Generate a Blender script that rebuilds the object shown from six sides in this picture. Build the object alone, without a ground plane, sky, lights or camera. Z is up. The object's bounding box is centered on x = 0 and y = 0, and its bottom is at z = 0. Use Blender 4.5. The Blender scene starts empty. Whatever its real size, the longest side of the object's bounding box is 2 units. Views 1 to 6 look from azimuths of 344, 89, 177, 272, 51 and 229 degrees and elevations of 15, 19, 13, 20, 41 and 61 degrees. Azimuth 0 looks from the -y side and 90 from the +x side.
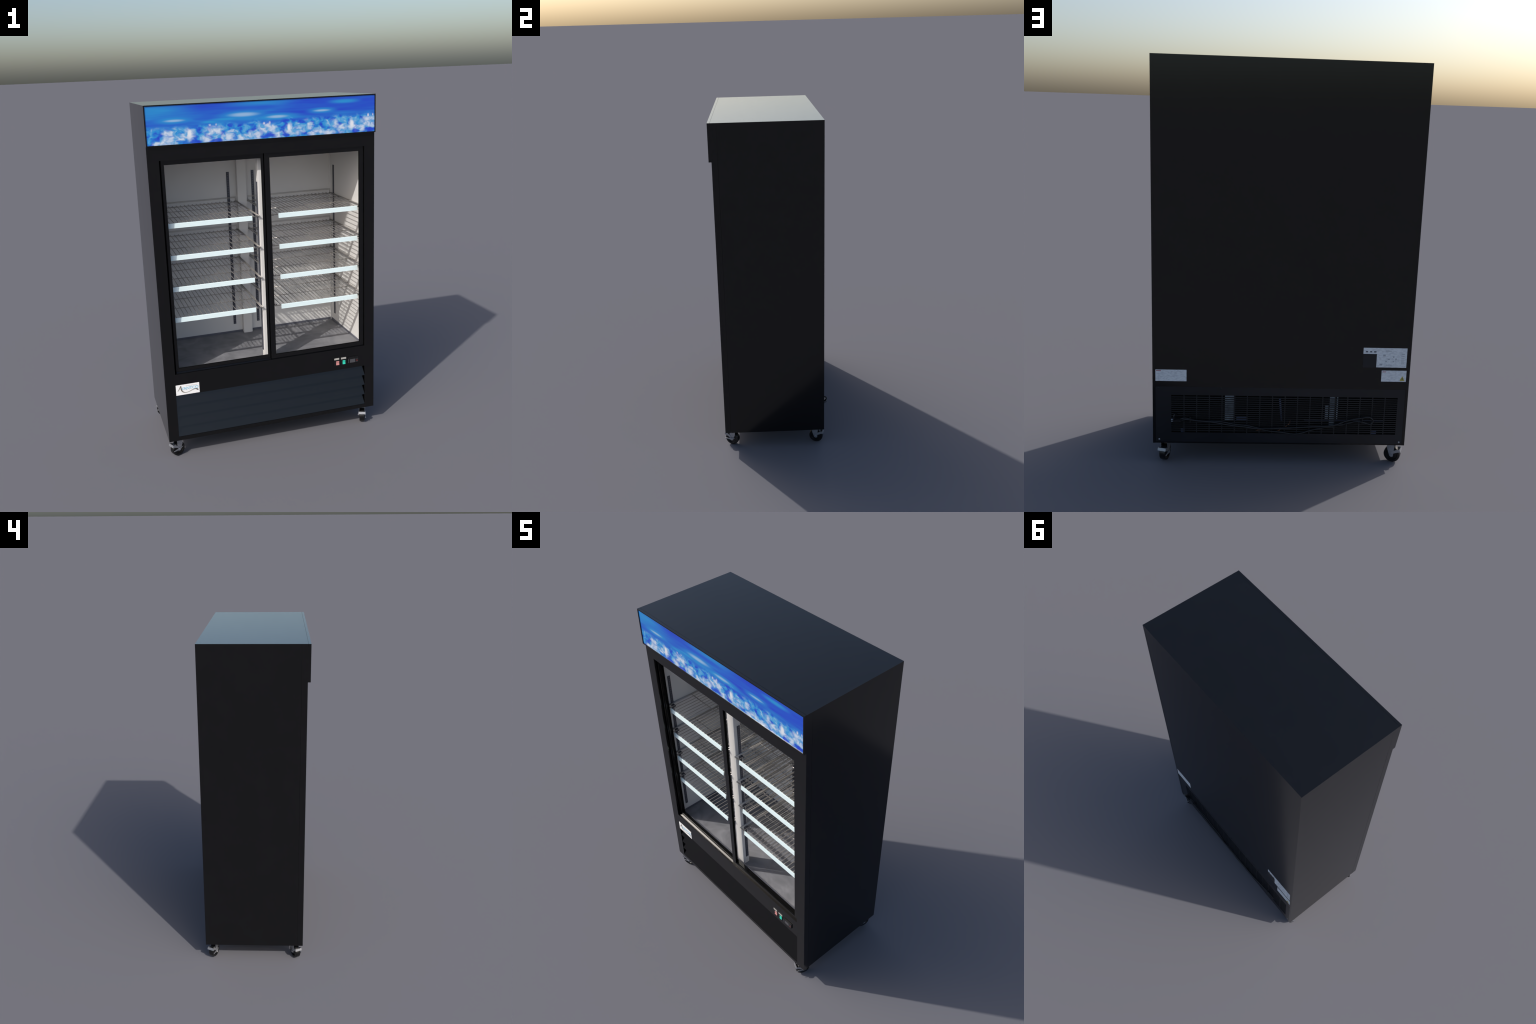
# Two-door sliding-glass merchandiser refrigerator, built part by part.
import bpy, bmesh, math, random
from mathutils import Vector, Matrix

random.seed(7)

# ------------------------------------------------------------------ sizes
HX = 0.6386            # half width of the cabinet
Y_BACK = 0.2978       # back face
Y_FRONT = -0.3096      # front face of the body
Y_SIGN = -0.3250      # front face of the sign box
Z_BOT, Z_SIGN, Z_TOP = 0.1105, 1.7915, 2.0
SKIN = 0.0135         # side panel thickness
IX = 0.601            # half width of the interior
IY0, IY1 = -0.258, 0.265
FLOOR, CEIL = 0.497, 1.752
DOOR_X, DOOR_Z0, DOOR_Z1 = 0.577, 0.520, 1.717      # door opening
LOU_X, LOU_Z0, LOU_Z1 = 0.5805, 0.1335, 0.389       # louver opening

# ------------------------------------------------------------------ materials
def new_mat(name):
    m = bpy.data.materials.new(name)
    m.use_nodes = True
    nt = m.node_tree
    b = nt.nodes.get("Principled BSDF")
    return m, nt, b

def N(nt, kind, **kw):
    n = nt.nodes.new(kind)
    for k, v in kw.items():
        setattr(n, k, v)
    return n

def plain(name, col, rough=0.4, metal=0.0, spec=0.5, grain=0.0, scale=40.0, bump=0.0):
    m, nt, b = new_mat(name)
    b.inputs["Base Color"].default_value = (*col, 1)
    b.inputs["Roughness"].default_value = rough
    b.inputs["Metallic"].default_value = metal
    b.inputs["Specular IOR Level"].default_value = spec
    if grain or bump:
        tc = N(nt, "ShaderNodeTexCoord")
        no = N(nt, "ShaderNodeTexNoise")
        no.inputs["Scale"].default_value = scale
        no.inputs["Detail"].default_value = 5
        nt.links.new(tc.outputs["Object"], no.inputs["Vector"])
        if grain:
            ra = N(nt, "ShaderNodeValToRGB")
            ra.color_ramp.elements[0].position = 0.3
            ra.color_ramp.elements[1].position = 0.7
            ra.color_ramp.elements[0].color = (*[c * (1 - grain) for c in col], 1)
            ra.color_ramp.elements[1].color = (*[min(1, c * (1 + grain)) for c in col], 1)
            nt.links.new(no.outputs["Fac"], ra.inputs["Fac"])
            nt.links.new(ra.outputs["Color"], b.inputs["Base Color"])
        if bump:
            bu = N(nt, "ShaderNodeBump")
            bu.inputs["Strength"].default_value = bump
            bu.inputs["Distance"].default_value = 0.001
            nt.links.new(no.outputs["Fac"], bu.inputs["Height"])
            nt.links.new(bu.outputs["Normal"], b.inputs["Normal"])
    return m

GLOSS = 0.14
M_BLACK = plain("black_painted_steel", (0.0027, 0.0027, 0.0029), GLOSS, grain=0.15, scale=9)
M_SLAT = plain("black_slat_paint", (0.0027, 0.0027, 0.0029), GLOSS)
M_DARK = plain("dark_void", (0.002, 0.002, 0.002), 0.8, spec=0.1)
M_DOOR = plain("black_door_frame", (0.0027, 0.0027, 0.0029), GLOSS)
M_LINER = plain("white_liner", (0.74, 0.73, 0.72), 0.45, grain=0.015, scale=6)
M_TRIM = plain("bluish_floor_trim", (0.125, 0.13, 0.16), 0.45)
M_SILL = plain("silver_track", (0.66, 0.63, 0.58), 0.45, grain=0.05, scale=60)
M_LEDGE = plain("grey_ledge", (0.10, 0.092, 0.08), 0.5)
M_WIRE = plain("chromed_wire", (0.47, 0.445, 0.42), 0.30, metal=0.62)
M_RAIL = plain("pale_aqua_rail", (0.73, 0.86, 0.875), 0.35)
M_STD = plain("dark_steel_standard", (0.070, 0.074, 0.095), 0.4, metal=0.3)
M_SLOT = plain("standard_slot", (0.125, 0.13, 0.165), 0.45, metal=0.3)
M_RUBBER = plain("black_rubber", (0.0045, 0.0045, 0.005), 0.32)
M_ZINC = plain("zinc_plated_steel", (0.38, 0.39, 0.42), 0.40, metal=0.75, grain=0.1, scale=90)
M_PANEL = plain("rear_panel_paint", (0.0078, 0.0090, 0.0125), 0.34, grain=0.3, scale=5)
M_BAR = plain("grille_bar_paint", (0.006, 0.0068, 0.009), 0.5)
M_CORD = plain("black_cord", (0.007, 0.007, 0.008), 0.35)
M_PALEPART = plain("pale_galvanised_part", (0.15, 0.165, 0.18), 0.5, grain=0.4, scale=40)
M_BLUEPART = plain("blue_grey_part", (0.035, 0.045, 0.085), 0.5)
M_COPPER = plain("copper_pipe", (0.30, 0.12, 0.06), 0.4, metal=0.7)
M_PLASTIC = plain("black_plastic", (0.006, 0.006, 0.0065), 0.3)
M_LABELGREY = plain("switch_caption", (0.42, 0.41, 0.38), 0.5)
M_RED = plain("red_rocker", (0.56, 0.24, 0.23), 0.35)
M_GREEN = plain("green_rocker", (0.035, 0.60, 0.43), 0.35)
M_DISPLAY = plain("grey_display", (0.07, 0.07, 0.078), 0.3)
M_REDDOT = plain("red_key", (0.25, 0.03, 0.03), 0.4)
M_BADGE = plain("white_badge", (0.93, 0.92, 0.91), 0.35)
M_BLUEINK = plain("blue_ink", (0.33, 0.62, 0.78), 0.4)
M_PALEINK = plain("pale_ink", (0.66, 0.63, 0.60), 0.5)
M_YELLOW = plain("yellow_warning", (0.50, 0.40, 0.03), 0.5)
M_INK = plain("dark_ink", (0.10, 0.11, 0.13), 0.6)
M_REDINK = plain("red_ink", (0.45, 0.22, 0.24), 0.6)

def floor_mat():
    m, nt, b = new_mat("floor_steel_painted_sheen")
    tc = N(nt, "ShaderNodeTexCoord")
    no = N(nt, "ShaderNodeTexNoise")  # blotches paint the floor's smudgy reflections into its base colour
    no.inputs["Scale"].default_value = 7
    no.inputs["Detail"].default_value = 3
    no.inputs["Distortion"].default_value = 1.5
    ra = N(nt, "ShaderNodeValToRGB")
    ra.color_ramp.elements[0].position = 0.35
    ra.color_ramp.elements[1].position = 0.7
    ra.color_ramp.elements[0].color = (0.165, 0.167, 0.182, 1)
    ra.color_ramp.elements[1].color = (0.245, 0.248, 0.265, 1)
    nt.links.new(tc.outputs["Object"], no.inputs["Vector"])
    nt.links.new(no.outputs["Fac"], ra.inputs["Fac"])
    nt.links.new(ra.outputs["Color"], b.inputs["Base Color"])
    b.inputs["Specular IOR Level"].default_value = 0.15
    b.inputs["Roughness"].default_value = 0.5
    return m
M_FLOOR = floor_mat()

def ink_gradient():
    # brown-grey pen stroke that pales along its length
    m, nt, b = new_mat("brown_grey_stroke")
    tc = N(nt, "ShaderNodeTexCoord")
    sx = N(nt, "ShaderNodeSeparateXYZ")
    mr = N(nt, "ShaderNodeMapRange")
    mr.inputs["From Min"].default_value = -0.572
    mr.inputs["From Max"].default_value = -0.450
    ra = N(nt, "ShaderNodeValToRGB")
    e = ra.color_ramp.elements
    e[0].position = 0.0; e[0].color = (0.45, 0.44, 0.40, 1)
    e[1].position = 1.0; e[1].color = (0.015, 0.014, 0.012, 1)
    for p, c in ((0.14, (0.12, 0.10, 0.07)), (0.26, (0.25, 0.22, 0.18)), (0.5, (0.46, 0.45, 0.41)), (0.8, (0.13, 0.11, 0.08))):
        k = e.new(p); k.color = (*c, 1)
    nt.links.new(tc.outputs["Object"], sx.inputs[0])
    nt.links.new(sx.outputs["X"], mr.inputs["Value"])
    nt.links.new(mr.outputs["Result"], ra.inputs["Fac"])
    nt.links.new(ra.outputs["Color"], b.inputs["Base Color"])
    return m
M_STROKE = ink_gradient()

def label_mat():
    # printed sticker: pale paper, rows of tiny blurred print
    m, nt, b = new_mat("printed_sticker")
    tc = N(nt, "ShaderNodeTexCoord")
    mp = N(nt, "ShaderNodeMapping")
    mp.inputs["Scale"].default_value = (70, 1, 190)
    no = N(nt, "ShaderNodeTexNoise")
    no.inputs["Scale"].default_value = 1.0
    no.inputs["Detail"].default_value = 2
    ra = N(nt, "ShaderNodeValToRGB")
    ra.color_ramp.elements[0].position = 0.36
    ra.color_ramp.elements[1].position = 0.56
    ra.color_ramp.elements[0].color = (0.62, 0.63, 0.65, 1)
    ra.color_ramp.elements[1].color = (0.78, 0.79, 0.80, 1)
    nt.links.new(tc.outputs["Object"], mp.inputs["Vector"])
    nt.links.new(mp.outputs["Vector"], no.inputs["Vector"])
    nt.links.new(no.outputs["Fac"], ra.inputs["Fac"])
    nt.links.new(ra.outputs["Color"], b.inputs["Base Color"])
    b.inputs["Roughness"].default_value = 0.5
    return m
M_LABEL = label_mat()

def glass_mat():
    m, nt, b = new_mat("clear_glass")
    out = nt.nodes.get("Material Output")
    nt.nodes.remove(b)
    tr = N(nt, "ShaderNodeBsdfTransparent")
    tr.inputs["Color"].default_value = (1, 1, 1, 1)
    gl = N(nt, "ShaderNodeBsdfGlossy")
    gl.inputs["Roughness"].default_value = 0.05
    mx = N(nt, "ShaderNodeMixShader")
    mx.inputs["Fac"].default_value = 0.004
    nt.links.new(tr.outputs[0], mx.inputs[1])
    nt.links.new(gl.outputs[0], mx.inputs[2])
    nt.links.new(mx.outputs[0], out.inputs["Surface"])
    return m
M_GLASS = glass_mat()

def ice_art():
    """Printed sign: blue water sky with light streaks above a bank of ice lumps."""
    m, nt, b = new_mat("ice_sign_print")
    L = nt.links.new
    tc = N(nt, "ShaderNodeTexCoord")
    # (u, v) = position on the print, 0..1
    mp = N(nt, "ShaderNodeMapping")
    mp.vector_type = 'POINT'
    mp.inputs["Scale"].default_value = (1 / 1.26, 0, 1 / 0.196)
    mp.inputs["Location"].default_value = (0.5, 0, -1.797 / 0.196)
    L(tc.outputs["Object"], mp.inputs["Vector"])
    uv = mp.outputs["Vector"]

    def math_(op, a, bb=None):
        n = N(nt, "ShaderNodeMath", operation=op)
        for i, x in enumerate((a, bb)):
            if x is None:
                continue
            if isinstance(x, (int, float)):
                n.inputs[i].default_value = x
            else:
                L(x, n.inputs[i])
        return n.outputs[0]

    def noise(vec, scale, detail=3, sc=(1, 1, 1), dist=0.0):
        q = N(nt, "ShaderNodeMapping")
        q.inputs["Scale"].default_value = sc
        L(vec, q.inputs["Vector"])
        n = N(nt, "ShaderNodeTexNoise")
        n.inputs["Scale"].default_value = scale
        n.inputs["Detail"].default_value = detail
        n.inputs["Distortion"].default_value = dist
        L(q.outputs["Vector"], n.inputs["Vector"])
        return n

    def ramp(fac, stops):
        r = N(nt, "ShaderNodeValToRGB")
        e = r.color_ramp.elements
        while len(e) > 1:
            e.remove(e[-1])
        e[0].position, e[0].color = stops[0][0], (*stops[0][1], 1)
        for p, c in stops[1:]:
            k = e.new(p); k.color = (*c, 1)
        L(fac, r.inputs["Fac"])
        return r.outputs["Color"]

    def mixc(fac, a, bb):
        n = N(nt, "ShaderNodeMix", data_type='RGBA')
        if isinstance(fac, (int, float)):
            n.inputs["Factor"].default_value = fac
        else:
            L(fac, n.inputs["Factor"])
        for s, x in (("A", a), ("B", bb)):
            idx = {"A": 6, "B": 7}[s]
            if isinstance(x, tuple):
                n.inputs[idx].default_value = (*x, 1)
            else:
                L(x, n.inputs[idx])
        return n.outputs[2]

    def smooth(val, lo, hi):
        n = N(nt, "ShaderNodeMapRange", interpolation_type='SMOOTHSTEP')
        n.inputs["From Min"].default_value = lo
        n.inputs["From Max"].default_value = hi
        L(val, n.inputs["Value"])
        return n.outputs["Result"]

    def lumps(vec, items):
        """distance field: 0 at the middle of the nearest ellipse, 1 at its rim"""
        best = None
        for (u, v, ru, rv) in items:
            s = N(nt, "ShaderNodeVectorMath", operation='SUBTRACT')
            s.inputs[1].default_value = (u, 0, v)
            L(vec, s.inputs[0])
            q = N(nt, "ShaderNodeVectorMath", operation='MULTIPLY')
            q.inputs[1].default_value = (1 / ru, 0, 1 / rv)
            L(s.outputs[0], q.inputs[0])
            d = N(nt, "ShaderNodeVectorMath", operation='LENGTH')
            L(q.outputs[0], d.inputs[0])
            best = d.outputs["Value"] if best is None else math_('MINIMUM', best, d.outputs["Value"])
        return best

    sep = N(nt, "ShaderNodeSeparateXYZ")
    L(uv, sep.inputs[0])
    U, V = sep.outputs["X"], sep.outputs["Z"]

    # --- water sky
    DEEP, MID, CYAN, PALE = (0.018, 0.060, 0.56), (0.020, 0.125, 0.58), (0.024, 0.29, 0.62), (0.32, 0.48, 0.70)
    n1 = noise(uv, 1.0, 3, (2.4, 1, 5.0), 0.4)
    f = math_('SUBTRACT', n1.outputs["Fac"], math_('MULTIPLY', U, 0.16))
    sky = ramp(f, [(0.24, DEEP), (0.46, MID), (0.74, CYAN), (0.95, CYAN)])
    tl = lumps(uv, [(0.04, 0.90, 0.20, 0.22), (0.48, 0.96, 0.20, 0.12)])
    sky = mixc(math_('MULTIPLY', smooth(tl, 1.0, 0.0), 0.7), sky, CYAN)
    halo = lumps(uv, [(0.40, 0.665, 0.14, 0.17), (0.56, 0.57, 0.13, 0.13), (0.755, 0.66, 0.09, 0.11),
                      (0.11, 0.61, 0.10, 0.12), (0.33, 0.58, 0.09, 0.06), (0.86, 0.88, 0.10, 0.08), (0.26, 0.53, 0.05, 0.05)])
    sky = mixc(math_('MULTIPLY', smooth(halo, 1.0, 0.15), 0.9), sky, CYAN)
    core = lumps(uv, [(0.408, 0.67, 0.085, 0.075), (0.555, 0.565, 0.062, 0.055), (0.755, 0.66, 0.05, 0.04), (0.115, 0.61, 0.055, 0.045)])
    sky = mixc(math_('MULTIPLY', smooth(core, 1.0, 0.2), 0.85), sky, PALE)

    # --- ice bank
    wn = noise(uv, 1.0, 2, (26, 1, 6.5))
    wob = N(nt, "ShaderNodeVectorMath", operation='SUBTRACT')
    wob.inputs[1].default_value = (0.5, 0.5, 0.5)
    L(wn.outputs["Color"], wob.inputs[0])
    amp = N(nt, "ShaderNodeVectorMath", operation='MULTIPLY')
    amp.inputs[1].default_value = (0.036, 0, 0.16)
    L(wob.outputs[0], amp.inputs[0])
    add = N(nt, "ShaderNodeVectorMath", operation='ADD')
    L(uv, add.inputs[0]); L(amp.outputs[0], add.inputs[1])
    w = add.outputs[0]

    n2 = noise(w, 1.0, 2, (30, 1, 6.0), 0.3)
    n3 = noise(w, 1.0, 1.5, (48, 1, 9), 0.1)
    g = math_('ADD', math_('MULTIPLY', n2.outputs["Fac"], 0.75), math_('MULTIPLY', n3.outputs["Fac"], 0.25))
    ice = ramp(g, [(0.33, (0.015, 0.045, 0.55)), (0.43, (0.020, 0.125, 0.60)), (0.50, (0.024, 0.27, 0.64)), (0.60, (0.12, 0.38, 0.68)), (0.70, (0.45, 0.57, 0.74))])
    white = lumps(w, [(u, v - 0.02, ru * 1.06, rv * 1.12) for (u, v, ru, rv) in [(0.09, 0.11, 0.045, 0.12), (0.085, 0.30, 0.03, 0.10), (0.175, 0.25, 0.022, 0.17), (0.145, 0.20, 0.025, 0.09),
                      (0.28, 0.30, 0.045, 0.13), (0.335, 0.10, 0.035, 0.13), (0.41, 0.08, 0.035, 0.10), (0.36, 0.27, 0.02, 0.06),
                      (0.51, 0.31, 0.045, 0.14), (0.455, 0.14, 0.035, 0.13), (0.605, 0.24, 0.02, 0.14), (0.645, 0.17, 0.028, 0.11),
                      (0.70, 0.30, 0.018, 0.12), (0.71, 0.06, 0.022, 0.08), (0.74, 0.15, 0.022, 0.10), (0.812, 0.29, 0.02, 0.13),
                      (0.85, 0.15, 0.028, 0.13), (0.895, 0.26, 0.02, 0.16), (0.975, 0.30, 0.04, 0.16), (0.93, 0.14, 0.03, 0.10), (0.05, 0.06, 0.035, 0.08), (0.24, 0.12, 0.025, 0.10), (0.555, 0.10, 0.03, 0.09), (0.785, 0.07, 0.03, 0.08)]])
    tint = ramp(n3.outputs["Fac"], [(0.36, (0.10, 0.36, 0.68)), (0.48, (0.36, 0.50, 0.72)), (0.62, (0.60, 0.68, 0.80))])
    ice = mixc(math_('MULTIPLY', smooth(white, 1.2, 0.45), 0.92), ice, tint)
    sparks = lumps(uv, [(0.262, 0.46, 0.006, 0.045), (0.288, 0.46, 0.005, 0.04), (0.52, 0.42, 0.005, 0.05), (0.495, 0.41, 0.005, 0.04),
                        (0.972, 0.47, 0.005, 0.05), (0.994, 0.48, 0.004, 0.04), (0.175, 0.26, 0.010, 0.12), (0.895, 0.25, 0.010, 0.12), (0.605, 0.25, 0.008, 0.10)])
    ice = mixc(smooth(sparks, 1.2, 0.4), ice, (0.74, 0.77, 0.83))
    deep = lumps(w, [(0.285, 0.02, 0.034, 0.07), (0.51, 0.06, 0.036, 0.08), (0.195, 0.04, 0.028, 0.06), (0.59, 0.06, 0.018, 0.06),
                     (0.91, 0.05, 0.022, 0.06), (0.98, 0.07, 0.035, 0.07), (0.03, 0.50, 0.03, 0.08), (0.195, 0.50, 0.022, 0.09),
                     (0.265, 0.50, 0.03, 0.05), (0.585, 0.46, 0.025, 0.08), (0.905, 0.60, 0.02, 0.10), (0.35, 0.42, 0.015, 0.06), (0.66, 0.40, 0.02, 0.05)])
    ice = mixc(math_('MULTIPLY', smooth(deep, 1.1, 0.5), 0.85), ice, (0.015, 0.055, 0.58))
    # bank edge climbs a little to the right
    edge_n = noise(uv, 1.0, 2, (14, 1, 2.0))
    top = math_('ADD', math_('MULTIPLY', U, 0.07), math_('MULTIPLY', edge_n.outputs["Fac"], 0.30))
    bank = math_('SUBTRACT', math_('ADD', top, 0.29), V)
    final = mixc(smooth(bank, -0.05, 0.10), sky, ice)
    L(final, b.inputs["Base Color"])
    b.inputs["Roughness"].default_value = 0.16
    b.inputs["Specular IOR Level"].default_value = 0.5
    return m
M_ART = ice_art()

# ------------------------------------------------------------------ building helpers
root = bpy.data.objects.new("display_refrigerator", None)
bpy.context.scene.collection.objects.link(root)
root["label"] = "black upright two-door glass display refrigerator with blue ice sign"
root["category"] = "refrigerator"

def obj_from_bm(bm, name, mats, parent=root, smooth_angle=None):
    bmesh.ops.recalc_face_normals(bm, faces=bm.faces)
    me = bpy.data.meshes.new(name)
    bm.to_mesh(me)
    bm.free()
    for m in (mats if isinstance(mats, (list, tuple)) else [mats]):
        me.materials.append(m)
    if smooth_angle is not None:
        me.polygons.foreach_set("use_smooth", [True] * len(me.polygons))
        me.set_sharp_from_angle(angle=math.radians(smooth_angle))
    ob = bpy.data.objects.new(name, me)
    bpy.context.scene.collection.objects.link(ob)
    ob.parent = parent
    return ob

def add_box(bm, x0, x1, y0, y1, z0, z1, mat=0, bevel=0.0):
    vs = [bm.verts.new((x, y, z)) for x in (x0, x1) for y in (y0, y1) for z in (z0, z1)]
    fs = []
    for idx in ((0, 1, 3, 2), (4, 6, 7, 5), (0, 4, 5, 1), (2, 3, 7, 6), (0, 2, 6, 4), (1, 5, 7, 3)):
        f = bm.faces.new([vs[i] for i in idx])
        f.material_index = mat
        fs.append(f)
    bmesh.ops.recalc_face_normals(bm, faces=fs)
    if bevel > 0:
        es = list({e for f in fs for e in f.edges})
        bmesh.ops.bevel(bm, geom=es, offset=bevel, segments=2, affect='EDGES', material=mat)
    return fs

def box(name, x0, x1, y0, y1, z0, z1, mat, parent=root, bevel=0.0):
    bm = bmesh.new()
    add_box(bm, x0, x1, y0, y1, z0, z1, bevel=bevel)
    return obj_from_bm(bm, name, mat, parent, 40 if bevel else None)

def plate_with_openings(name, rect, holes, y0, y1, mat, parent=root):
    """Flat plate in the xz plane with rectangular openings, one closed surface."""
    xs = sorted({rect[0], rect[1], *[h[0] for h in holes], *[h[1] for h in holes]})
    zs = sorted({rect[2], rect[3], *[h[2] for h in holes], *[h[3] for h in holes]})
    def solid(i, j):
        if not (0 <= i < len(xs) - 1 and 0 <= j < len(zs) - 1):
            return False
        cx, cz = (xs[i] + xs[i + 1]) / 2, (zs[j] + zs[j + 1]) / 2
        return not any(h[0] < cx < h[1] and h[2] < cz < h[3] for h in holes)
    bm = bmesh.new()
    vc = {}
    def v(i, j, y):
        k = (i, j, y)
        if k not in vc:
            vc[k] = bm.verts.new((xs[i], y, zs[j]))
        return vc[k]
    for i in range(len(xs) - 1):
        for j in range(len(zs) - 1):
            if not solid(i, j):
                continue
            for y in (y0, y1):
                bm.faces.new([v(i, j, y), v(i + 1, j, y), v(i + 1, j + 1, y), v(i, j + 1, y)])
            for (di, dj, a, c) in ((-1, 0, (i, j), (i, j + 1)), (1, 0, (i + 1, j), (i + 1, j + 1)),
                                   (0, -1, (i, j), (i + 1, j)), (0, 1, (i, j + 1), (i + 1, j + 1))):
                if not solid(i + di, j + dj):
                    bm.faces.new([v(*a, y0), v(*c, y0), v(*c, y1), v(*a, y1)])
    return obj_from_bm(bm, name, mat, parent)

def add_tube(bm, pts, r, sides=8, mat=0, closed=False):
    """Round wire through a list of points."""
    pts = [Vector(p) for p in pts]
    n = len(pts)
    rings = []
    prev = None
    for i, p in enumerate(pts):
        a = pts[(i - 1) % n] if (closed or i > 0) else p
        c = pts[(i + 1) % n] if (closed or i < n - 1) else p
        t = (c - a).normalized()
        if prev is None:
            ref = Vector((0, 0, 1)) if abs(t.z) < 0.9 else Vector((1, 0, 0))
            nx = t.cross(ref).normalized()
        else:
            nx = (prev - t * prev.dot(t)).normalized()
        prev = nx
        ny = t.cross(nx)
        rings.append([bm.verts.new(p + (nx * math.cos(2 * math.pi * k / sides) + ny * math.sin(2 * math.pi * k / sides)) * r) for k in range(sides)])
    last = n if closed else n - 1
    for i in range(last):
        A, B = rings[i], rings[(i + 1) % n]
        for k in range(sides):
            f = bm.faces.new([A[k], A[(k + 1) % sides], B[(k + 1) % sides], B[k]])
            f.material_index = mat
            f.smooth = True
    if not closed:
        for R in (rings[0], rings[-1]):
            f = bm.faces.new(R)
            f.material_index = mat
    return rings

def spline(pts, per=10):
    """Catmull-Rom through control points."""
    P = [Vector(p) for p in pts]
    P = [P[0] * 2 - P[1]] + P + [P[-1] * 2 - P[-2]]
    out = []
    for i in range(1, len(P) - 2):
        for k in range(per):
            t = k / per
            a, b_, c, d = P[i - 1], P[i], P[i + 1], P[i + 2]
            out.append(0.5 * ((2 * b_) + (c - a) * t + (2 * a - 5 * b_ + 4 * c - d) * t * t + (3 * b_ - a - 3 * c + d) * t ** 3))
    out.append(P[-2])
    return out

def add_lathe(bm, profile, axis_pt=(0, 0, 0), axis='X', seg=40, mat=0, caps=True):
    """Revolve (along, radius) pairs round an axis."""
    o = Vector(axis_pt)
    rings = []
    for a, r in profile:
        ring = []
        for k in range(seg):
            t = 2 * math.pi * k / seg
            c, s = math.cos(t) * r, math.sin(t) * r
            ring.append(bm.verts.new(o + (Vector((a, c, s)) if axis == 'X' else Vector((c, s, a)))))
        rings.append(ring)
    for A, B in zip(rings, rings[1:]):
        for k in range(seg):
            f = bm.faces.new([A[k], A[(k + 1) % seg], B[(k + 1) % seg], B[k]])
            f.material_index = mat
    if caps:
        for R in (rings[0], rings[-1]):
            f = bm.faces.new(R)
            f.material_index = mat

def add_prism(bm, outline, x0, x1, mat=0):
    """Extrude a (y, z) outline along x."""
    A = [bm.verts.new((x0, y, z)) for y, z in outline]
    B = [bm.verts.new((x1, y, z)) for y, z in outline]
    fs = [bm.faces.new(A), bm.faces.new(B)]
    n = len(outline)
    for k in range(n):
        fs.append(bm.faces.new([A[k], A[(k + 1) % n], B[(k + 1) % n], B[k]]))
    for f in fs:
        f.material_index = mat
    return fs

# ------------------------------------------------------------------ cabinet skins
SEAM = -0.2755
for sx in (-1, 1):
    a, b_ = sorted((sx * (HX - SKIN), sx * HX))
    box("side_panel", a, b_, SEAM + 0.0004, Y_BACK, Z_BOT, 1.985, M_BLACK)
box("top_panel", -HX, HX, -0.3095, Y_BACK, 1.985, Z_TOP, M_BLACK)
box("back_panel", -(HX - SKIN), HX - SKIN, 0.281, Y_BACK - 0.0003, 0.4155, 1.985, M_BLACK)
box("bottom_panel", -(HX - SKIN), HX - SKIN, -0.2765, 0.2968, Z_BOT, 0.1178, M_BLACK)
plate_with_openings("front_frame", (-HX, HX, Z_BOT, Z_SIGN),
                    [(-DOOR_X, DOOR_X, DOOR_Z0, DOOR_Z1), (-LOU_X, LOU_X, LOU_Z0, LOU_Z1)],
                    Y_FRONT, SEAM - 0.0004, M_BLACK)
plate_with_openings("door_surround", (-(HX - SKIN), HX - SKIN, 0.1178, 1.985),
                    [(-DOOR_X, DOOR_X, DOOR_Z0, DOOR_Z1), (-LOU_X - 0.002, LOU_X + 0.002, LOU_Z0 - 0.012, LOU_Z1 + 0.012)],
                    SEAM - 0.0004, IY0, M_DOOR)
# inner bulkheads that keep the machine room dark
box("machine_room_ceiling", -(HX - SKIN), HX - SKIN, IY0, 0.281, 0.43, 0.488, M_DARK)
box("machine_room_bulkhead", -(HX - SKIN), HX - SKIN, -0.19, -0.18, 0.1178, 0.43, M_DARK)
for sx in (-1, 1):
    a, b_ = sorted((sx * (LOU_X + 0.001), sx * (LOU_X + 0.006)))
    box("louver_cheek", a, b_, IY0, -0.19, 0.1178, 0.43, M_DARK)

# ------------------------------------------------------------------ sign box
LIP, REC = 0.0055, 0.0036
bm = bmesh.new()
add_box(bm, -HX, HX, Y_SIGN + REC, SEAM - 0.0001, Z_SIGN, 1.985)
add_box(bm, -HX, HX, Y_SIGN + REC, -0.3105, 1.985, Z_TOP)
obj_from_bm(bm, "sign_housing", M_BLACK)
plate_with_openings("sign_frame", (-HX, HX, Z_SIGN, Z_TOP),
                    [(-HX + LIP, HX - LIP, Z_SIGN + LIP, Z_TOP - LIP)], Y_SIGN, Y_SIGN + REC, M_BLACK)
box("sign_print", -HX + LIP, HX - LIP, Y_SIGN + REC - 0.0005, Y_SIGN + REC + 0.0005, Z_SIGN + LIP, Z_TOP - LIP, M_ART)

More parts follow.
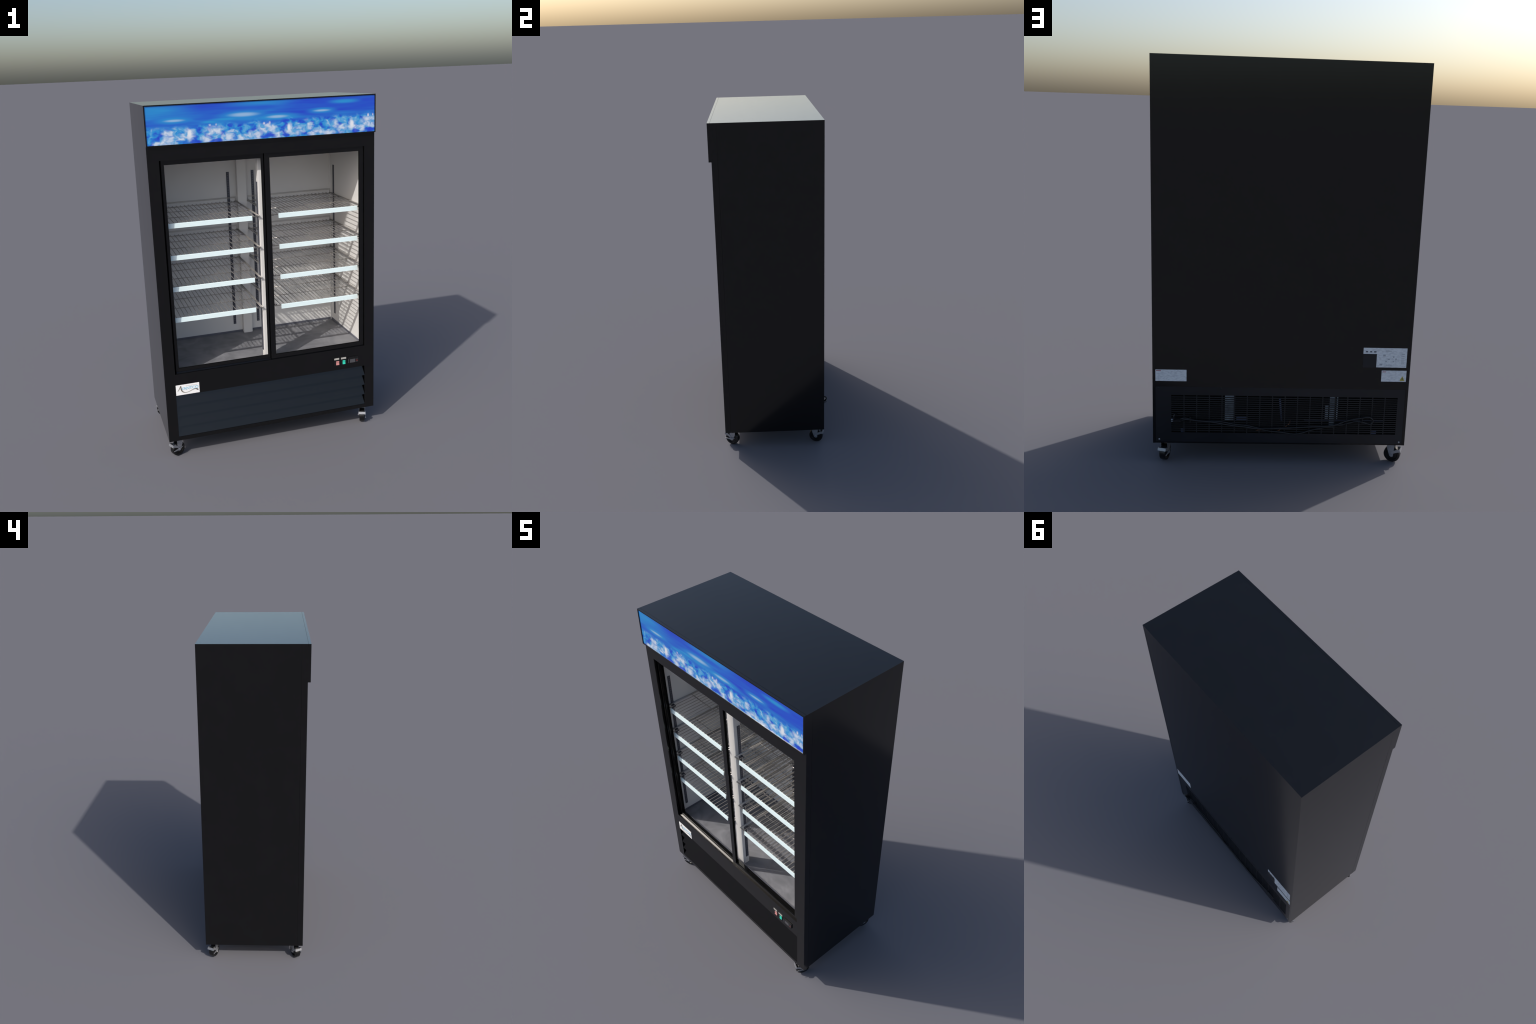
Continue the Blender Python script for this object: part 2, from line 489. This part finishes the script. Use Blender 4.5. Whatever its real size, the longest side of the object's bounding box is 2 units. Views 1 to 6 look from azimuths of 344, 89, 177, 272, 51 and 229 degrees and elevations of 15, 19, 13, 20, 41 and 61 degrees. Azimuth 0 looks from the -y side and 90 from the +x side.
# ------------------------------------------------------------------ interior
box("back_wall", -IX, IX, IY1, 0.2805, FLOOR, CEIL, M_LINER)
for sx in (-1, 1):
    a, b_ = sorted((sx * IX, sx * (HX - SKIN)))
    box("side_wall", a, b_, IY0, 0.2805, FLOOR, CEIL, M_LINER)
    # thin cove strip in the rear corner
    a, b_ = sorted((sx * (IX - 0.008), sx * IX))
    box("corner_strip", a, b_, IY1 - 0.008, IY1, FLOOR, CEIL, M_LINER)
box("interior_floor", -(HX - SKIN), HX - SKIN, IY0, 0.2805, 0.488, FLOOR, M_FLOOR)
box("interior_ceiling", -(HX - SKIN), HX - SKIN, IY0, 0.2805, CEIL, 1.77, M_LINER)
box("floor_skirting", -IX + 0.0085, IX - 0.0085, IY1 - 0.004, IY1 - 0.0002, FLOOR, FLOOR + 0.012, M_TRIM)
for sx in (-1, 1):
    a, b_ = sorted((sx * (IX - 0.004), sx * (IX - 0.0002)))
    box("floor_skirting", a, b_, IY0 + 0.001, IY1 - 0.0085, FLOOR, FLOOR + 0.012, M_TRIM)
box("floor_skirting", -IX + 0.005, IX - 0.005, IY0 + 0.0003, IY0 + 0.005, FLOOR, FLOOR + 0.022, M_TRIM)
box("front_mullion", -0.030, 0.030, -0.242, -0.203, FLOOR, CEIL, M_LINER, bevel=0.002)
bm = bmesh.new()
add_box(bm, -0.029, 0.029, 0.2275, IY1, FLOOR, CEIL, bevel=0.002)
obj_from_bm(bm, "rear_post", M_LINER, smooth_angle=40)

# slotted shelf standards
def standard_mesh():
    bm = bmesh.new()
    z0, z1 = 0.555, 1.553
    add_box(bm, -0.0085, 0.0085, -0.004, 0.0, z0, z1)
    n = 66
    for k in range(n):
        z = z0 + (k + 0.5) * (z1 - z0) / n
        add_box(bm, -0.0035, 0.0035, -0.0046, -0.0039, z - 0.0045, z + 0.0045, mat=1)
    bmesh.ops.recalc_face_normals(bm, faces=bm.faces)
    me = bpy.data.meshes.new("shelf_standard")
    bm.to_mesh(me); bm.free()
    me.materials.append(M_STD); me.materials.append(M_SLOT)
    return me
std_me = standard_mesh()
for (x, y, rot) in ((-0.0795, IY1, 0), (0.0795, IY1, 0),
                    (IX, 0.204, -90), (-IX, 0.204, 90), (IX, -0.220, -90), (-IX, -0.220, 90),
                    (0.030, -0.2185, 90), (-0.030, -0.2185, -90)):
    o = bpy.data.objects.new("shelf_standard", std_me)
    bpy.context.scene.collection.objects.link(o)
    o.location = (x, y, 0)
    o.rotation_euler = (0, 0, math.radians(rot))
    o.parent = root

# ------------------------------------------------------------------ wire shelves
SW, SY0, SY1 = 0.282, -0.254, 0.250
def shelf_mesh():
    bm = bmesh.new()
    R, r = 0.0030, 0.0020
    # perimeter frame
    for y in (SY0, SY1 - 0.003):
        add_tube(bm, [(-SW, y, 0), (SW, y, 0)], R)
    for s in (-1, 1):
        add_tube(bm, [(s * SW, SY0 - R, 0.001), (s * SW, SY1 - 0.003, 0.0035)], R + 0.0006)
        add_tube(bm, [(s * (SW - 0.011), SY0, 0.0055), (s * (SW - 0.011), SY1 - 0.003, 0.0055)], 0.0024)
    # cross bars under the rods
    for y in (-0.086, 0.082):
        add_tube(bm, [(-SW, y, 0.0035), (SW, y, 0.0035)], 0.0024)
    # rods front to back
    n = 22
    for k in range(1, n):
        x = -SW + 0.011 + (2 * SW - 0.022) * k / n
        add_tube(bm, [(x, SY0 - 0.0035, 0.0010), (x, SY0 - 0.0015, 0.0062), (x, SY0 + 0.004, 0.0078), (x, SY0 + 0.010, 0.0078), (x, SY1 - 0.008, 0.0078), (x, SY1 - 0.003, 0.0078)], r, sides=6)
    # raised rear guard, drawn as a close double line
    for dz, ins in ((0.031, 0.004), (0.025, 0.008)):
        add_tube(bm, [(-SW + ins, SY1, 0), (-SW + ins, SY1, dz), (SW - ins, SY1, dz), (SW - ins, SY1, 0)], 0.0013, sides=6)
    bmesh.ops.recalc_face_normals(bm, faces=bm.faces)
    me = bpy.data.meshes.new("wire_shelf")
    bm.to_mesh(me); bm.free()
    me.materials.append(M_WIRE)
    return me

def clip_mesh():
    bm = bmesh.new()
    for s in (-1, 1):
        for y, l in ((-0.219, 0.013),):
            a, c = sorted((s * 0.281, s * (0.281 - 2 * l)))
            add_box(bm, a, c, y - 0.005, y + 0.005, -0.011, -0.0035)
    bmesh.ops.recalc_face_normals(bm, faces=bm.faces)
    me = bpy.data.meshes.new("shelf_clip")
    bm.to_mesh(me); bm.free()
    me.materials.append(M_STD)
    return me

def rail_mesh():
    # shallow C strip leaning slightly: lower edge further out
    sec = [(-0.2570, 0.0065), (-0.2600, 0.0065), (-0.2612, 0.0035), (-0.2635, -0.0165), (-0.2640, -0.0195),
           (-0.2612, -0.0195), (-0.2605, -0.0165), (-0.2582, 0.0035)]
    bm = bmesh.new()
    add_prism(bm, sec, -0.2395, 0.2395)
    bmesh.ops.recalc_face_normals(bm, faces=bm.faces)
    me = bpy.data.meshes.new("price_rail")
    bm.to_mesh(me); bm.free()
    me.materials.append(M_RAIL)
    return me

shelf_me, clip_me, rail_me = shelf_mesh(), clip_mesh(), rail_mesh()
for bay in (-0.316, 0.316):
    for k in range(4):
        z = 1.3650 - 0.179 * k
        sh = bpy.data.objects.new("wire_shelf", shelf_me)
        bpy.context.scene.collection.objects.link(sh)
        sh.parent = root
        sh.location = (bay, 0, z)
        for nm, me in (("price_rail", rail_me), ("shelf_clip", clip_me)):
            o = bpy.data.objects.new(nm, me)
            bpy.context.scene.collection.objects.link(o)
            o.parent = sh

# ------------------------------------------------------------------ sill and sliding doors
box("door_track", -DOOR_X, DOOR_X, -0.3085, IY0 + 0.0002, DOOR_Z0 - 0.004, DOOR_Z0 + 0.0004, M_DOOR)

GZ_LO, GZ_HI = 0.546, 1.692
def sliding_door(x0, x1, g0, g1, y_front, thick=0.0115, glint_wedge=False):
    z0 = 0.5268 if glint_wedge else DOOR_Z0 + 0.0015
    d = plate_with_openings("sliding_door", (x0, x1, z0, DOOR_Z1 - 0.0005), [(g0, g1, GZ_LO, GZ_HI)],
                            y_front, y_front + thick, M_DOOR)
    if glint_wedge:   # wedge modelled to catch the bright sun streak along the rail bottom
        bm = bmesh.new()
        add_prism(bm, [(y_front - 0.0092, DOOR_Z0 + 0.0006), (y_front - 0.0003, DOOR_Z0 + 0.0066), (y_front - 0.0003, z0 - 0.0002),
                       (y_front + thick - 0.001, z0 - 0.0002), (y_front + thick - 0.001, DOOR_Z0 + 0.0006)], x0, x1)
        obj_from_bm(bm, "sun_glint_wedge", M_DOOR, d)
    # narrow gasket bead round the pane
    plate_with_openings("gasket", (g0, g1, GZ_LO, GZ_HI), [(g0 + 0.0015, g1 - 0.0015, GZ_LO + 0.0015, GZ_HI - 0.0015)],
                        y_front + 0.003, y_front + thick - 0.002, M_DARK, d)
    box("glass_pane", g0 + 0.0015, g1 - 0.0015, y_front + 0.005, y_front + 0.0075, GZ_LO + 0.0015, GZ_HI - 0.0015, M_GLASS, d)
    return d
sliding_door(-0.0070, 0.5758, 0.0218, 0.5500, -0.3005, thick=0.0098)
sliding_door(-0.5660, -0.0100, -0.5508, -0.0211, -0.2910, thick=0.0088, glint_wedge=True)
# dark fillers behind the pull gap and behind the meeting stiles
box("dark_pull_gap_filler", -DOOR_X, -0.5645, -0.2770, -0.2615, DOOR_Z0 + 0.001, DOOR_Z1, M_DARK)
box("dark_stile_gap_filler", -0.0180, 0.0050, -0.2770, -0.2720, DOOR_Z0 + 0.001, DOOR_Z1, M_DARK)

# ------------------------------------------------------------------ front louvers
PITCH, T = 0.0637, 0.0016
for k in range(4):
    zb = 0.3262 - PITCH * k
    y0 = Y_FRONT + 0.0010
    bm = bmesh.new()
    add_prism(bm, [(y0, zb), (y0 + 0.0255, zb + 0.0595), (y0 + 0.0255 + T, zb + 0.0595), (y0 + T, zb - 0.0004)],
              -LOU_X + 0.0005, LOU_X - 0.0005)
    for v in bm.verts:                      # the right end is cut on the skew
        if v.co.x > 0 and v.co.z > zb + 0.03:
            v.co.x -= 0.007
    obj_from_bm(bm, "louver_slat", M_SLAT)
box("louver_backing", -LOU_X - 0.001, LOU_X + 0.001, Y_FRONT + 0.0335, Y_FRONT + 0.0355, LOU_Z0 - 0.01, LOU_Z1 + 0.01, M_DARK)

# ------------------------------------------------------------------ controls
bm = bmesh.new()
add_box(bm, 0.379, 0.4145, Y_FRONT - 0.0022, Y_FRONT + 0.001, 0.4185, 0.4685, bevel=0.0006)
add_box(bm, 0.4225, 0.4585, Y_FRONT - 0.0022, Y_FRONT + 0.001, 0.4185, 0.4685, bevel=0.0006)
sw = obj_from_bm(bm, "switch_plate", M_PLASTIC, smooth_angle=40)
for x0, x1, zz in ((0.381, 0.412, 0.4555), (0.424, 0.4565, 0.4550)):
    box("switch_caption", x0, x1, Y_FRONT - 0.0030, Y_FRONT - 0.0015, zz, zz + 0.0105, M_LABELGREY, sw)
for x0, x1, mt in ((0.3925, 0.4115, M_RED), (0.4345, 0.4515, M_GREEN)):
    bm = bmesh.new()
    y = Y_FRONT - 0.0020
    add_prism(bm, [(y, 0.4215), (y - 0.0030, 0.4225), (y - 0.0010, 0.434), (y - 0.0024, 0.4460), (y, 0.4465)], x0, x1)
    obj_from_bm(bm, "rocker_switch", mt, sw)
bm = bmesh.new()
add_box(bm, 0.468, 0.5395, Y_FRONT - 0.0050, Y_FRONT + 0.001, 0.4215, 0.4635, bevel=0.003)
ct = obj_from_bm(bm, "temperature_controller", M_PLASTIC, smooth_angle=40)
box("display_window", 0.481, 0.5145, Y_FRONT - 0.0056, Y_FRONT - 0.0045, 0.4250, 0.4470, M_DISPLAY, ct)
box("bezel_strip", 0.4705, 0.4735, Y_FRONT - 0.0056, Y_FRONT - 0.0045, 0.4250, 0.4490, M_DISPLAY, ct)
box("controller_key", 0.5235, 0.5290, Y_FRONT - 0.0060, Y_FRONT - 0.0045, 0.4325, 0.4385, M_REDDOT, ct)
for zz in (0.4275, 0.4435):
    box("controller_key", 0.5190, 0.5325, Y_FRONT - 0.0056, Y_FRONT - 0.0045, zz, zz + 0.0018, M_DISPLAY, ct)

# ------------------------------------------------------------------ badge with script mark
BX0, BX1, BZ0, BZ1 = -0.579, -0.4445, 0.3925, 0.4540
badge = box("badge", BX0, BX1, Y_FRONT - 0.0020, Y_FRONT - 0.0002, BZ0, BZ1, M_BADGE)
def bpt(u, v):
    return (BX0 + u * (BX1 - BX0), Y_FRONT - 0.0022, BZ0 + v * (BZ1 - BZ0))
bm = bmesh.new()
# stroke outline: widths vary along a spine, swept as a flat ribbon with thickness
spine = [(0.065, 0.42, .012), (0.12, 0.55, .020), (0.205, 0.88, .018), (0.215, 0.70, .034), (0.235, 0.48, .040), (0.29, 0.30, .036),
         (0.40, 0.20, .026), (0.55, 0.25, .022), (0.70, 0.37, .018), (0.82, 0.42, .022), (0.90, 0.36, .040), (0.945, 0.30, .030)]
sp = spline([(u, w, v) for u, v, w in spine], 8)
rows = []
for i, p in enumerate(sp):
    a, c = sp[max(0, i - 1)], sp[min(len(sp) - 1, i + 1)]
    t = Vector(((c.x - a.x) * (BX1 - BX0), 0, (c.z - a.z) * (BZ1 - BZ0))).normalized()
    nrm = Vector((-t.z, 0, t.x))
    mid = Vector(bpt(p.x, p.z))
    hw = max(p.y, 0.008) * 0.085
    rows.append([bm.verts.new(mid + nrm * hw), bm.verts.new(mid - nrm * hw),
                 bm.verts.new(mid - nrm * hw + Vector((0, -0.0006, 0))), bm.verts.new(mid + nrm * hw + Vector((0, -0.0006, 0)))])
for A, B in zip(rows, rows[1:]):
    for k in range(4):
        bm.faces.new([A[k], A[(k + 1) % 4], B[(k + 1) % 4], B[k]])
bm.faces.new(rows[0]); bm.faces.new(rows[-1])
obj_from_bm(bm, "script_stroke", M_STROKE, badge)

def text_obj(name, body, size, loc, rot, mat, parent, xscale=1.0):
    cu = bpy.data.curves.new(name, 'FONT')
    cu.body = body
    cu.size = size
    cu.extrude = 0.0003
    cu.offset = 0.0005
    cu.align_x, cu.align_y = 'CENTER', 'CENTER'
    tmp = bpy.data.objects.new(name, cu)
    bpy.context.scene.collection.objects.link(tmp)
    dg = bpy.context.evaluated_depsgraph_get()
    me = bpy.data.meshes.new_from_object(tmp.evaluated_get(dg))
    bpy.data.objects.remove(tmp)
    bpy.data.curves.remove(cu)
    me.materials.clear(); me.materials.append(mat)
    ob = bpy.data.objects.new(name, me)
    bpy.context.scene.collection.objects.link(ob)
    ob.location = loc
    ob.rotation_euler = rot
    ob.scale = (xscale, 1, 1)
    ob.parent = parent
    return ob
text_obj("badge_lettering", "VANTCO", 0.0245, (-0.5005, Y_FRONT - 0.0024, 0.4290), (math.pi / 2, 0, 0), M_BLUEINK, badge, 0.98)
box("badge_caption", -0.522, -0.456, Y_FRONT - 0.0025, Y_FRONT - 0.0019, 0.4430, 0.4462, M_PALEINK, badge)

# ------------------------------------------------------------------ stickers on the back
YB = Y_BACK
def sticker_poly(name, outline, mat=M_LABEL, y=YB + 0.0006, t=0.0008, parent=root):
    bm = bmesh.new()
    A = [bm.verts.new((x, y, z)) for x, z in outline]
    B = [bm.verts.new((x, y - t, z)) for x, z in outline]
    bm.faces.new(A); bm.faces.new(B)
    n = len(outline)
    for k in range(n):
        bm.faces.new([A[k], A[(k + 1) % n], B[(k + 1) % n], B[k]])
    return obj_from_bm(bm, name, mat, parent)
s1 = sticker_poly("wiring_sticker", [(-0.3995, 0.636), (-0.618, 0.636), (-0.618, 0.534), (-0.4675, 0.534), (-0.4675, 0.6045), (-0.3995, 0.6045)])
for x0, w in ((-0.4165, 0.011), (-0.4375, 0.010), (-0.458, 0.012)):
    box("sticker_symbol", x0 - w / 2, x0 + w / 2, YB + 0.0003, YB + 0.0009, 0.6125, 0.6195, M_INK, s1)
M_DIAG = plain("diagram_ink", (0.40, 0.41, 0.44), 0.6)
for (x, z, w, h) in ((-0.505, 0.598, .012, .009), (-0.528, 0.577, .010, .006), (-0.552, 0.590, .006, .008), (-0.564, 0.578, .007, .010),
                     (-0.551, 0.566, .006, .007), (-0.49, 0.549, .014, .008), (-0.515, 0.5655, .008, .005), (-0.53, 0.547, .03, .003),
                     (-0.598, 0.605, .016, .003), (-0.598, 0.595, .016, .003), (-0.598, 0.585, .016, .003), (-0.598, 0.575, .016, .003),
                     (-0.598, 0.565, .016, .003), (-0.598, 0.555, .016, .003), (-0.525, 0.621, .03, .003)):
    box("diagram_mark", x - w / 2, x + w / 2, YB + 0.0003, YB + 0.0009, z - h / 2, z + h / 2, M_DIAG, s1)
sticker_poly("dark_sticker", [(-0.4, 0.6035), (-0.467, 0.6035), (-0.467, 0.5325), (-0.4, 0.5325)], M_PANEL)
s2 = sticker_poly("warning_sticker", [(-0.4965, 0.518), (-0.6217, 0.518), (-0.6217, 0.459), (-0.4965, 0.459)])
sticker_poly("warning_triangle", [(-0.6025, 0.4885), (-0.6140, 0.4645), (-0.5895, 0.4645)], M_YELLOW, YB + 0.0010, 0.0008, s2)
box("triangle_sign", -0.6045, -0.6005, YB + 0.0008, YB + 0.0013, 0.468, 0.4795, M_INK, s2)
box("sticker_heading", -0.518, -0.5015, YB + 0.0003, YB + 0.0009, 0.5085, 0.5130, M_REDINK, s2)
s3 = sticker_poly("warning_sticker", [(0.624, 0.505), (0.4715, 0.505), (0.4715, 0.445), (0.624, 0.445)])
box("sticker_heading", 0.597, 0.621, YB + 0.0003, YB + 0.0009, 0.4975, 0.5025, M_REDINK, s3)

# ------------------------------------------------------------------ rear grille panel
GX0, GX1, GZ0, GZ1 = -0.588, 0.547, 0.1690, 0.3710
YP = 0.2968
panel = plate_with_openings("rear_grille_panel", (-(HX - SKIN) + 0.0004, HX - SKIN - 0.0004, 0.1180, 0.4150), [(GX0, GX1, GZ0, GZ1)],
                            YP - 0.003, YP, M_PANEL)
bm = bmesh.new()
for k in range(1, 18):
    x = GX0 + (GX1 - GX0) * k / 18
    add_box(bm, x - 0.0026, x + 0.0026, YP - 0.0030, YP - 0.0004, GZ0, GZ1)
for k in range(1, 18):
    z = GZ0 + (GZ1 - GZ0) * k / 18
    add_box(bm, GX0, GX1, YP - 0.0026, YP - 0.0008, z - 0.0024, z + 0.0024)
g = obj_from_bm(bm, "grille_bars", M_BAR, panel)
g["kind"] = "stuff"
for (x, z) in ((0.607, 0.1305), (-0.6098, 0.1275), (0.61, 0.409), (0.30, 0.409), (0.0, 0.409), (-0.30, 0.409)):
    bm = bmesh.new()
    add_lathe(bm, [(0, 0.0045), (0.0012, 0.0045), (0.002, 0.003)], seg=16, axis='Z')
    o = obj_from_bm(bm, "screw", M_ZINC if z < 0.2 else M_BAR, panel, 40)
    o.location = (x, YP, z)
    o.rotation_euler = (-math.pi / 2, 0, 0)
# dark backing just behind the slots, with the machinery that shows through them in low relief
YM = YP - 0.0046
box("grille_backing", GX0 - 0.004, GX1 + 0.004, YM - 0.003, YM - 0.0008, GZ0 - 0.004, GZ1 + 0.004, M_DARK)
def relief(name, x0, x1, z0, z1, mat):
    box(name, x0, x1, YM - 0.0009, YM, z0, z1, mat, panel)
relief("condenser_bracket", 0.236, 0.280, 0.232, 0.371, M_PALEPART)
relief("condenser_bracket", -0.272, -0.246, 0.205, 0.371, M_PALEPART)
relief("condenser_bracket", -0.288, -0.281, 0.250, 0.371, M_PALEPART)
relief("condenser_bracket", -0.240, -0.224, 0.250, 0.325, M_PALEPART)
relief("terminal_box", 0.165, 0.222, 0.236, 0.260, M_BLUEPART)
relief("drain_tray", -0.53, -0.12, 0.241, 0.246, M_BLUEPART)
relief("junction_part", 0.480, 0.500, 0.170, 0.187, M_BLUEPART)
relief("junction_part", -0.490, -0.465, 0.170, 0.187, M_BLUEPART)
bm = bmesh.new(); add_tube(bm, [(-0.006, YM - 0.002, 0.235), (0.006, YM - 0.002, 0.358)], 0.0055); obj_from_bm(bm, "drain_hose", M_BLUEPART, panel)
bm = bmesh.new(); add_tube(bm, spline([(0.13, YM - 0.001, 0.178), (0.10, YM - 0.001, 0.185), (0.02, YM - 0.001, 0.179), (-0.04, YM - 0.001, 0.215), (-0.05, YM - 0.001, 0.240)]), 0.0020); obj_from_bm(bm, "copper_pipe", M_COPPER, panel)

# ------------------------------------------------------------------ mains cord
cord_pts = [(0.517, .306, .232), (0.474, .311, .2455), (0.425, .311, .241), (0.3576, .312, .236), (0.296, .312, .226), (0.234, .312, .2155), (0.172, .311, .2085),
            (0.122, .310, .2005), (0.0232, .310, .2019), (-0.1319, .311, .2128), (-0.2624, .313, .224), (-0.336, .312, .2506), (-0.41, .311, .2651),
            (-0.4477, .310, .269), (-0.4676, .309, .2503), (-0.4531, .309, .2319), (-0.4117, .310, .2428), (-0.374, .309, .2444),
            (-0.3124, .306, .2266), (-0.2628, .305, .2165), (-0.1638, .307, .1963), (-0.0836, .308, .1728), (-0.0085, .308, .1807),
            (0.0726, .306, .1891), (0.1225, .303, .2027), (0.1723, .302, .2130), (0.234, .303, .2195), (0.296, .303, .2315), (0.3576, .303, .2340), (0.4252, .303, .2385),
            (0.474, .304, .2500), (0.500, .310, .2475)]
bm = bmesh.new()
add_tube(bm, spline(cord_pts, 8), 0.0038, sides=8)
cord = obj_from_bm(bm, "mains_cord", M_CORD, smooth_angle=60)
bm = bmesh.new()
add_box(bm, 0.497, 0.535, 0.3005, 0.3225, 0.233, 0.253, bevel=0.004)
plug = obj_from_bm(bm, "mains_plug", M_PLASTIC, cord, 40)
for dy, dz in ((-0.004, 0.004), (0.004, 0.004), (0.0, -0.005)):
    bm = bmesh.new()
    add_tube(bm, [(0.534, 0.3125 + dy, 0.242 + dz), (0.546, 0.3125 + dy, 0.242 + dz)], 0.0017)
    obj_from_bm(bm, "plug_pin", M_ZINC, plug)
# cord outlet and retaining clips
bm = bmesh.new()
add_tube(bm, spline([(0.520, 0.297, 0.268), (0.530, 0.3195, 0.274), (0.530, 0.3200, 0.256), (0.520, 0.302, 0.244)], 8), 0.0040)
obj_from_bm(bm, "cord_loop", M_CORD, cord, 60)
for x, z in ((0.452, 0.247), (-0.4115, 0.254)):
    box("cord_tie", x - 0.002, x + 0.002, 0.2965, 0.3160, z - 0.016, z + 0.016, M_BAR, cord)

# ------------------------------------------------------------------ casters
WR, WW = 0.0420, 0.0150
def caster_meshes():
    out = {}
    # local frame: wheel axis along x, brake pedal towards -y
    bm = bmesh.new()
    add_lathe(bm, [(-WW + 0.005, 0.010), (-WW + 0.005, 0.027), (-WW, 0.030), (-WW - 0.0003, 0.0395), (-WW + 0.0022, 0.0416), (-WW + 0.005, WR), (WW - 0.005, WR),
                   (WW - 0.0022, 0.0416), (WW + 0.0003, 0.0395), (WW, 0.030), (WW - 0.005, 0.027), (WW - 0.005, 0.010)], (0, 0, WR), 'X', 44, caps=True)
    out["caster_wheel"] = (bm, M_RUBBER)
    bm = bmesh.new()
    add_lathe(bm, [(0.0980, 0.019), (0.1005, 0.026), (0.1060, 0.030), (0.1104, 0.030)], (0, 0.006, 0), 'Z', 32)
    for s in (-1, 1):
        x0, x1 = sorted((s * (WW + 0.0022), s * (WW + 0.0044)))
        add_prism(bm, [(-0.014, 0.100), (0.026, 0.100), (0.022, 0.070), (0.009, 0.034), (0.0, 0.030), (-0.009, 0.034), (-0.011, 0.062)], x0, x1)
    add_box(bm, -WW - 0.0043, WW + 0.0043, -0.0137, 0.0257, 0.0965, 0.0995)
    out["caster_fork"] = (bm, M_ZINC)
    bm = bmesh.new()
    # pedal: side arms rising outwards and a plate across the tread
    for s in (-1, 1):
        x0, x1 = sorted((s * (WW + 0.0046), s * (WW + 0.0062)))
        add_prism(bm, [(-0.004, 0.048), (-0.030, 0.062), (-0.0450, 0.066), (-0.0418, 0.0790), (-0.030, 0.078), (-0.004, 0.063)], x0, x1)
    add_prism(bm, [(-0.0462, 0.0655), (-0.0420, 0.0795), (-0.0400, 0.0790), (-0.0442, 0.0650)], -WW - 0.0061, WW + 0.0061)
    # brake link: thin blade level with the axle on the outer side
    add_prism(bm, [(-0.042, 0.040), (-0.041, 0.044), (0.000, 0.050), (0.024, 0.053), (0.012, 0.046), (0.0, 0.038)], WW + 0.0063, WW + 0.0085)
    add_lathe(bm, [(-WW - 0.010, 0.006), (WW + 0.010, 0.006)], (0, 0, WR), 'X', 16)
    out["brake_pedal"] = (bm, M_ZINC)
    res = {}
    for nm, (b, mt) in out.items():
        bmesh.ops.recalc_face_normals(b, faces=b.faces)
        me = bpy.data.meshes.new(nm)
        b.to_mesh(me); b.free()
        me.materials.append(mt)
        me.polygons.foreach_set("use_smooth", [True] * len(me.polygons))
        me.set_sharp_from_angle(angle=math.radians(35))
        res[nm] = me
    return res
cm = caster_meshes()
# (x, y, heading): heading = direction the pedal points to
for (x, y, px, py) in ((-0.588, -0.265, -0.89, -0.45), (0.580, -0.268, -0.40, -0.92), (-0.590, 0.252, -0.90, 0.42), (0.584, 0.254, 0.27, 0.96)):
    fork = bpy.data.objects.new("caster", cm["caster_fork"])
    bpy.context.scene.collection.objects.link(fork)
    fork.parent = root
    fork.location = (x, y, 0)
    fork.rotation_euler = (0, 0, math.atan2(py, px) + math.pi / 2)
    for nm in ("caster_wheel", "brake_pedal"):
        o = bpy.data.objects.new(nm, cm[nm])
        bpy.context.scene.collection.objects.link(o)
        o.parent = fork
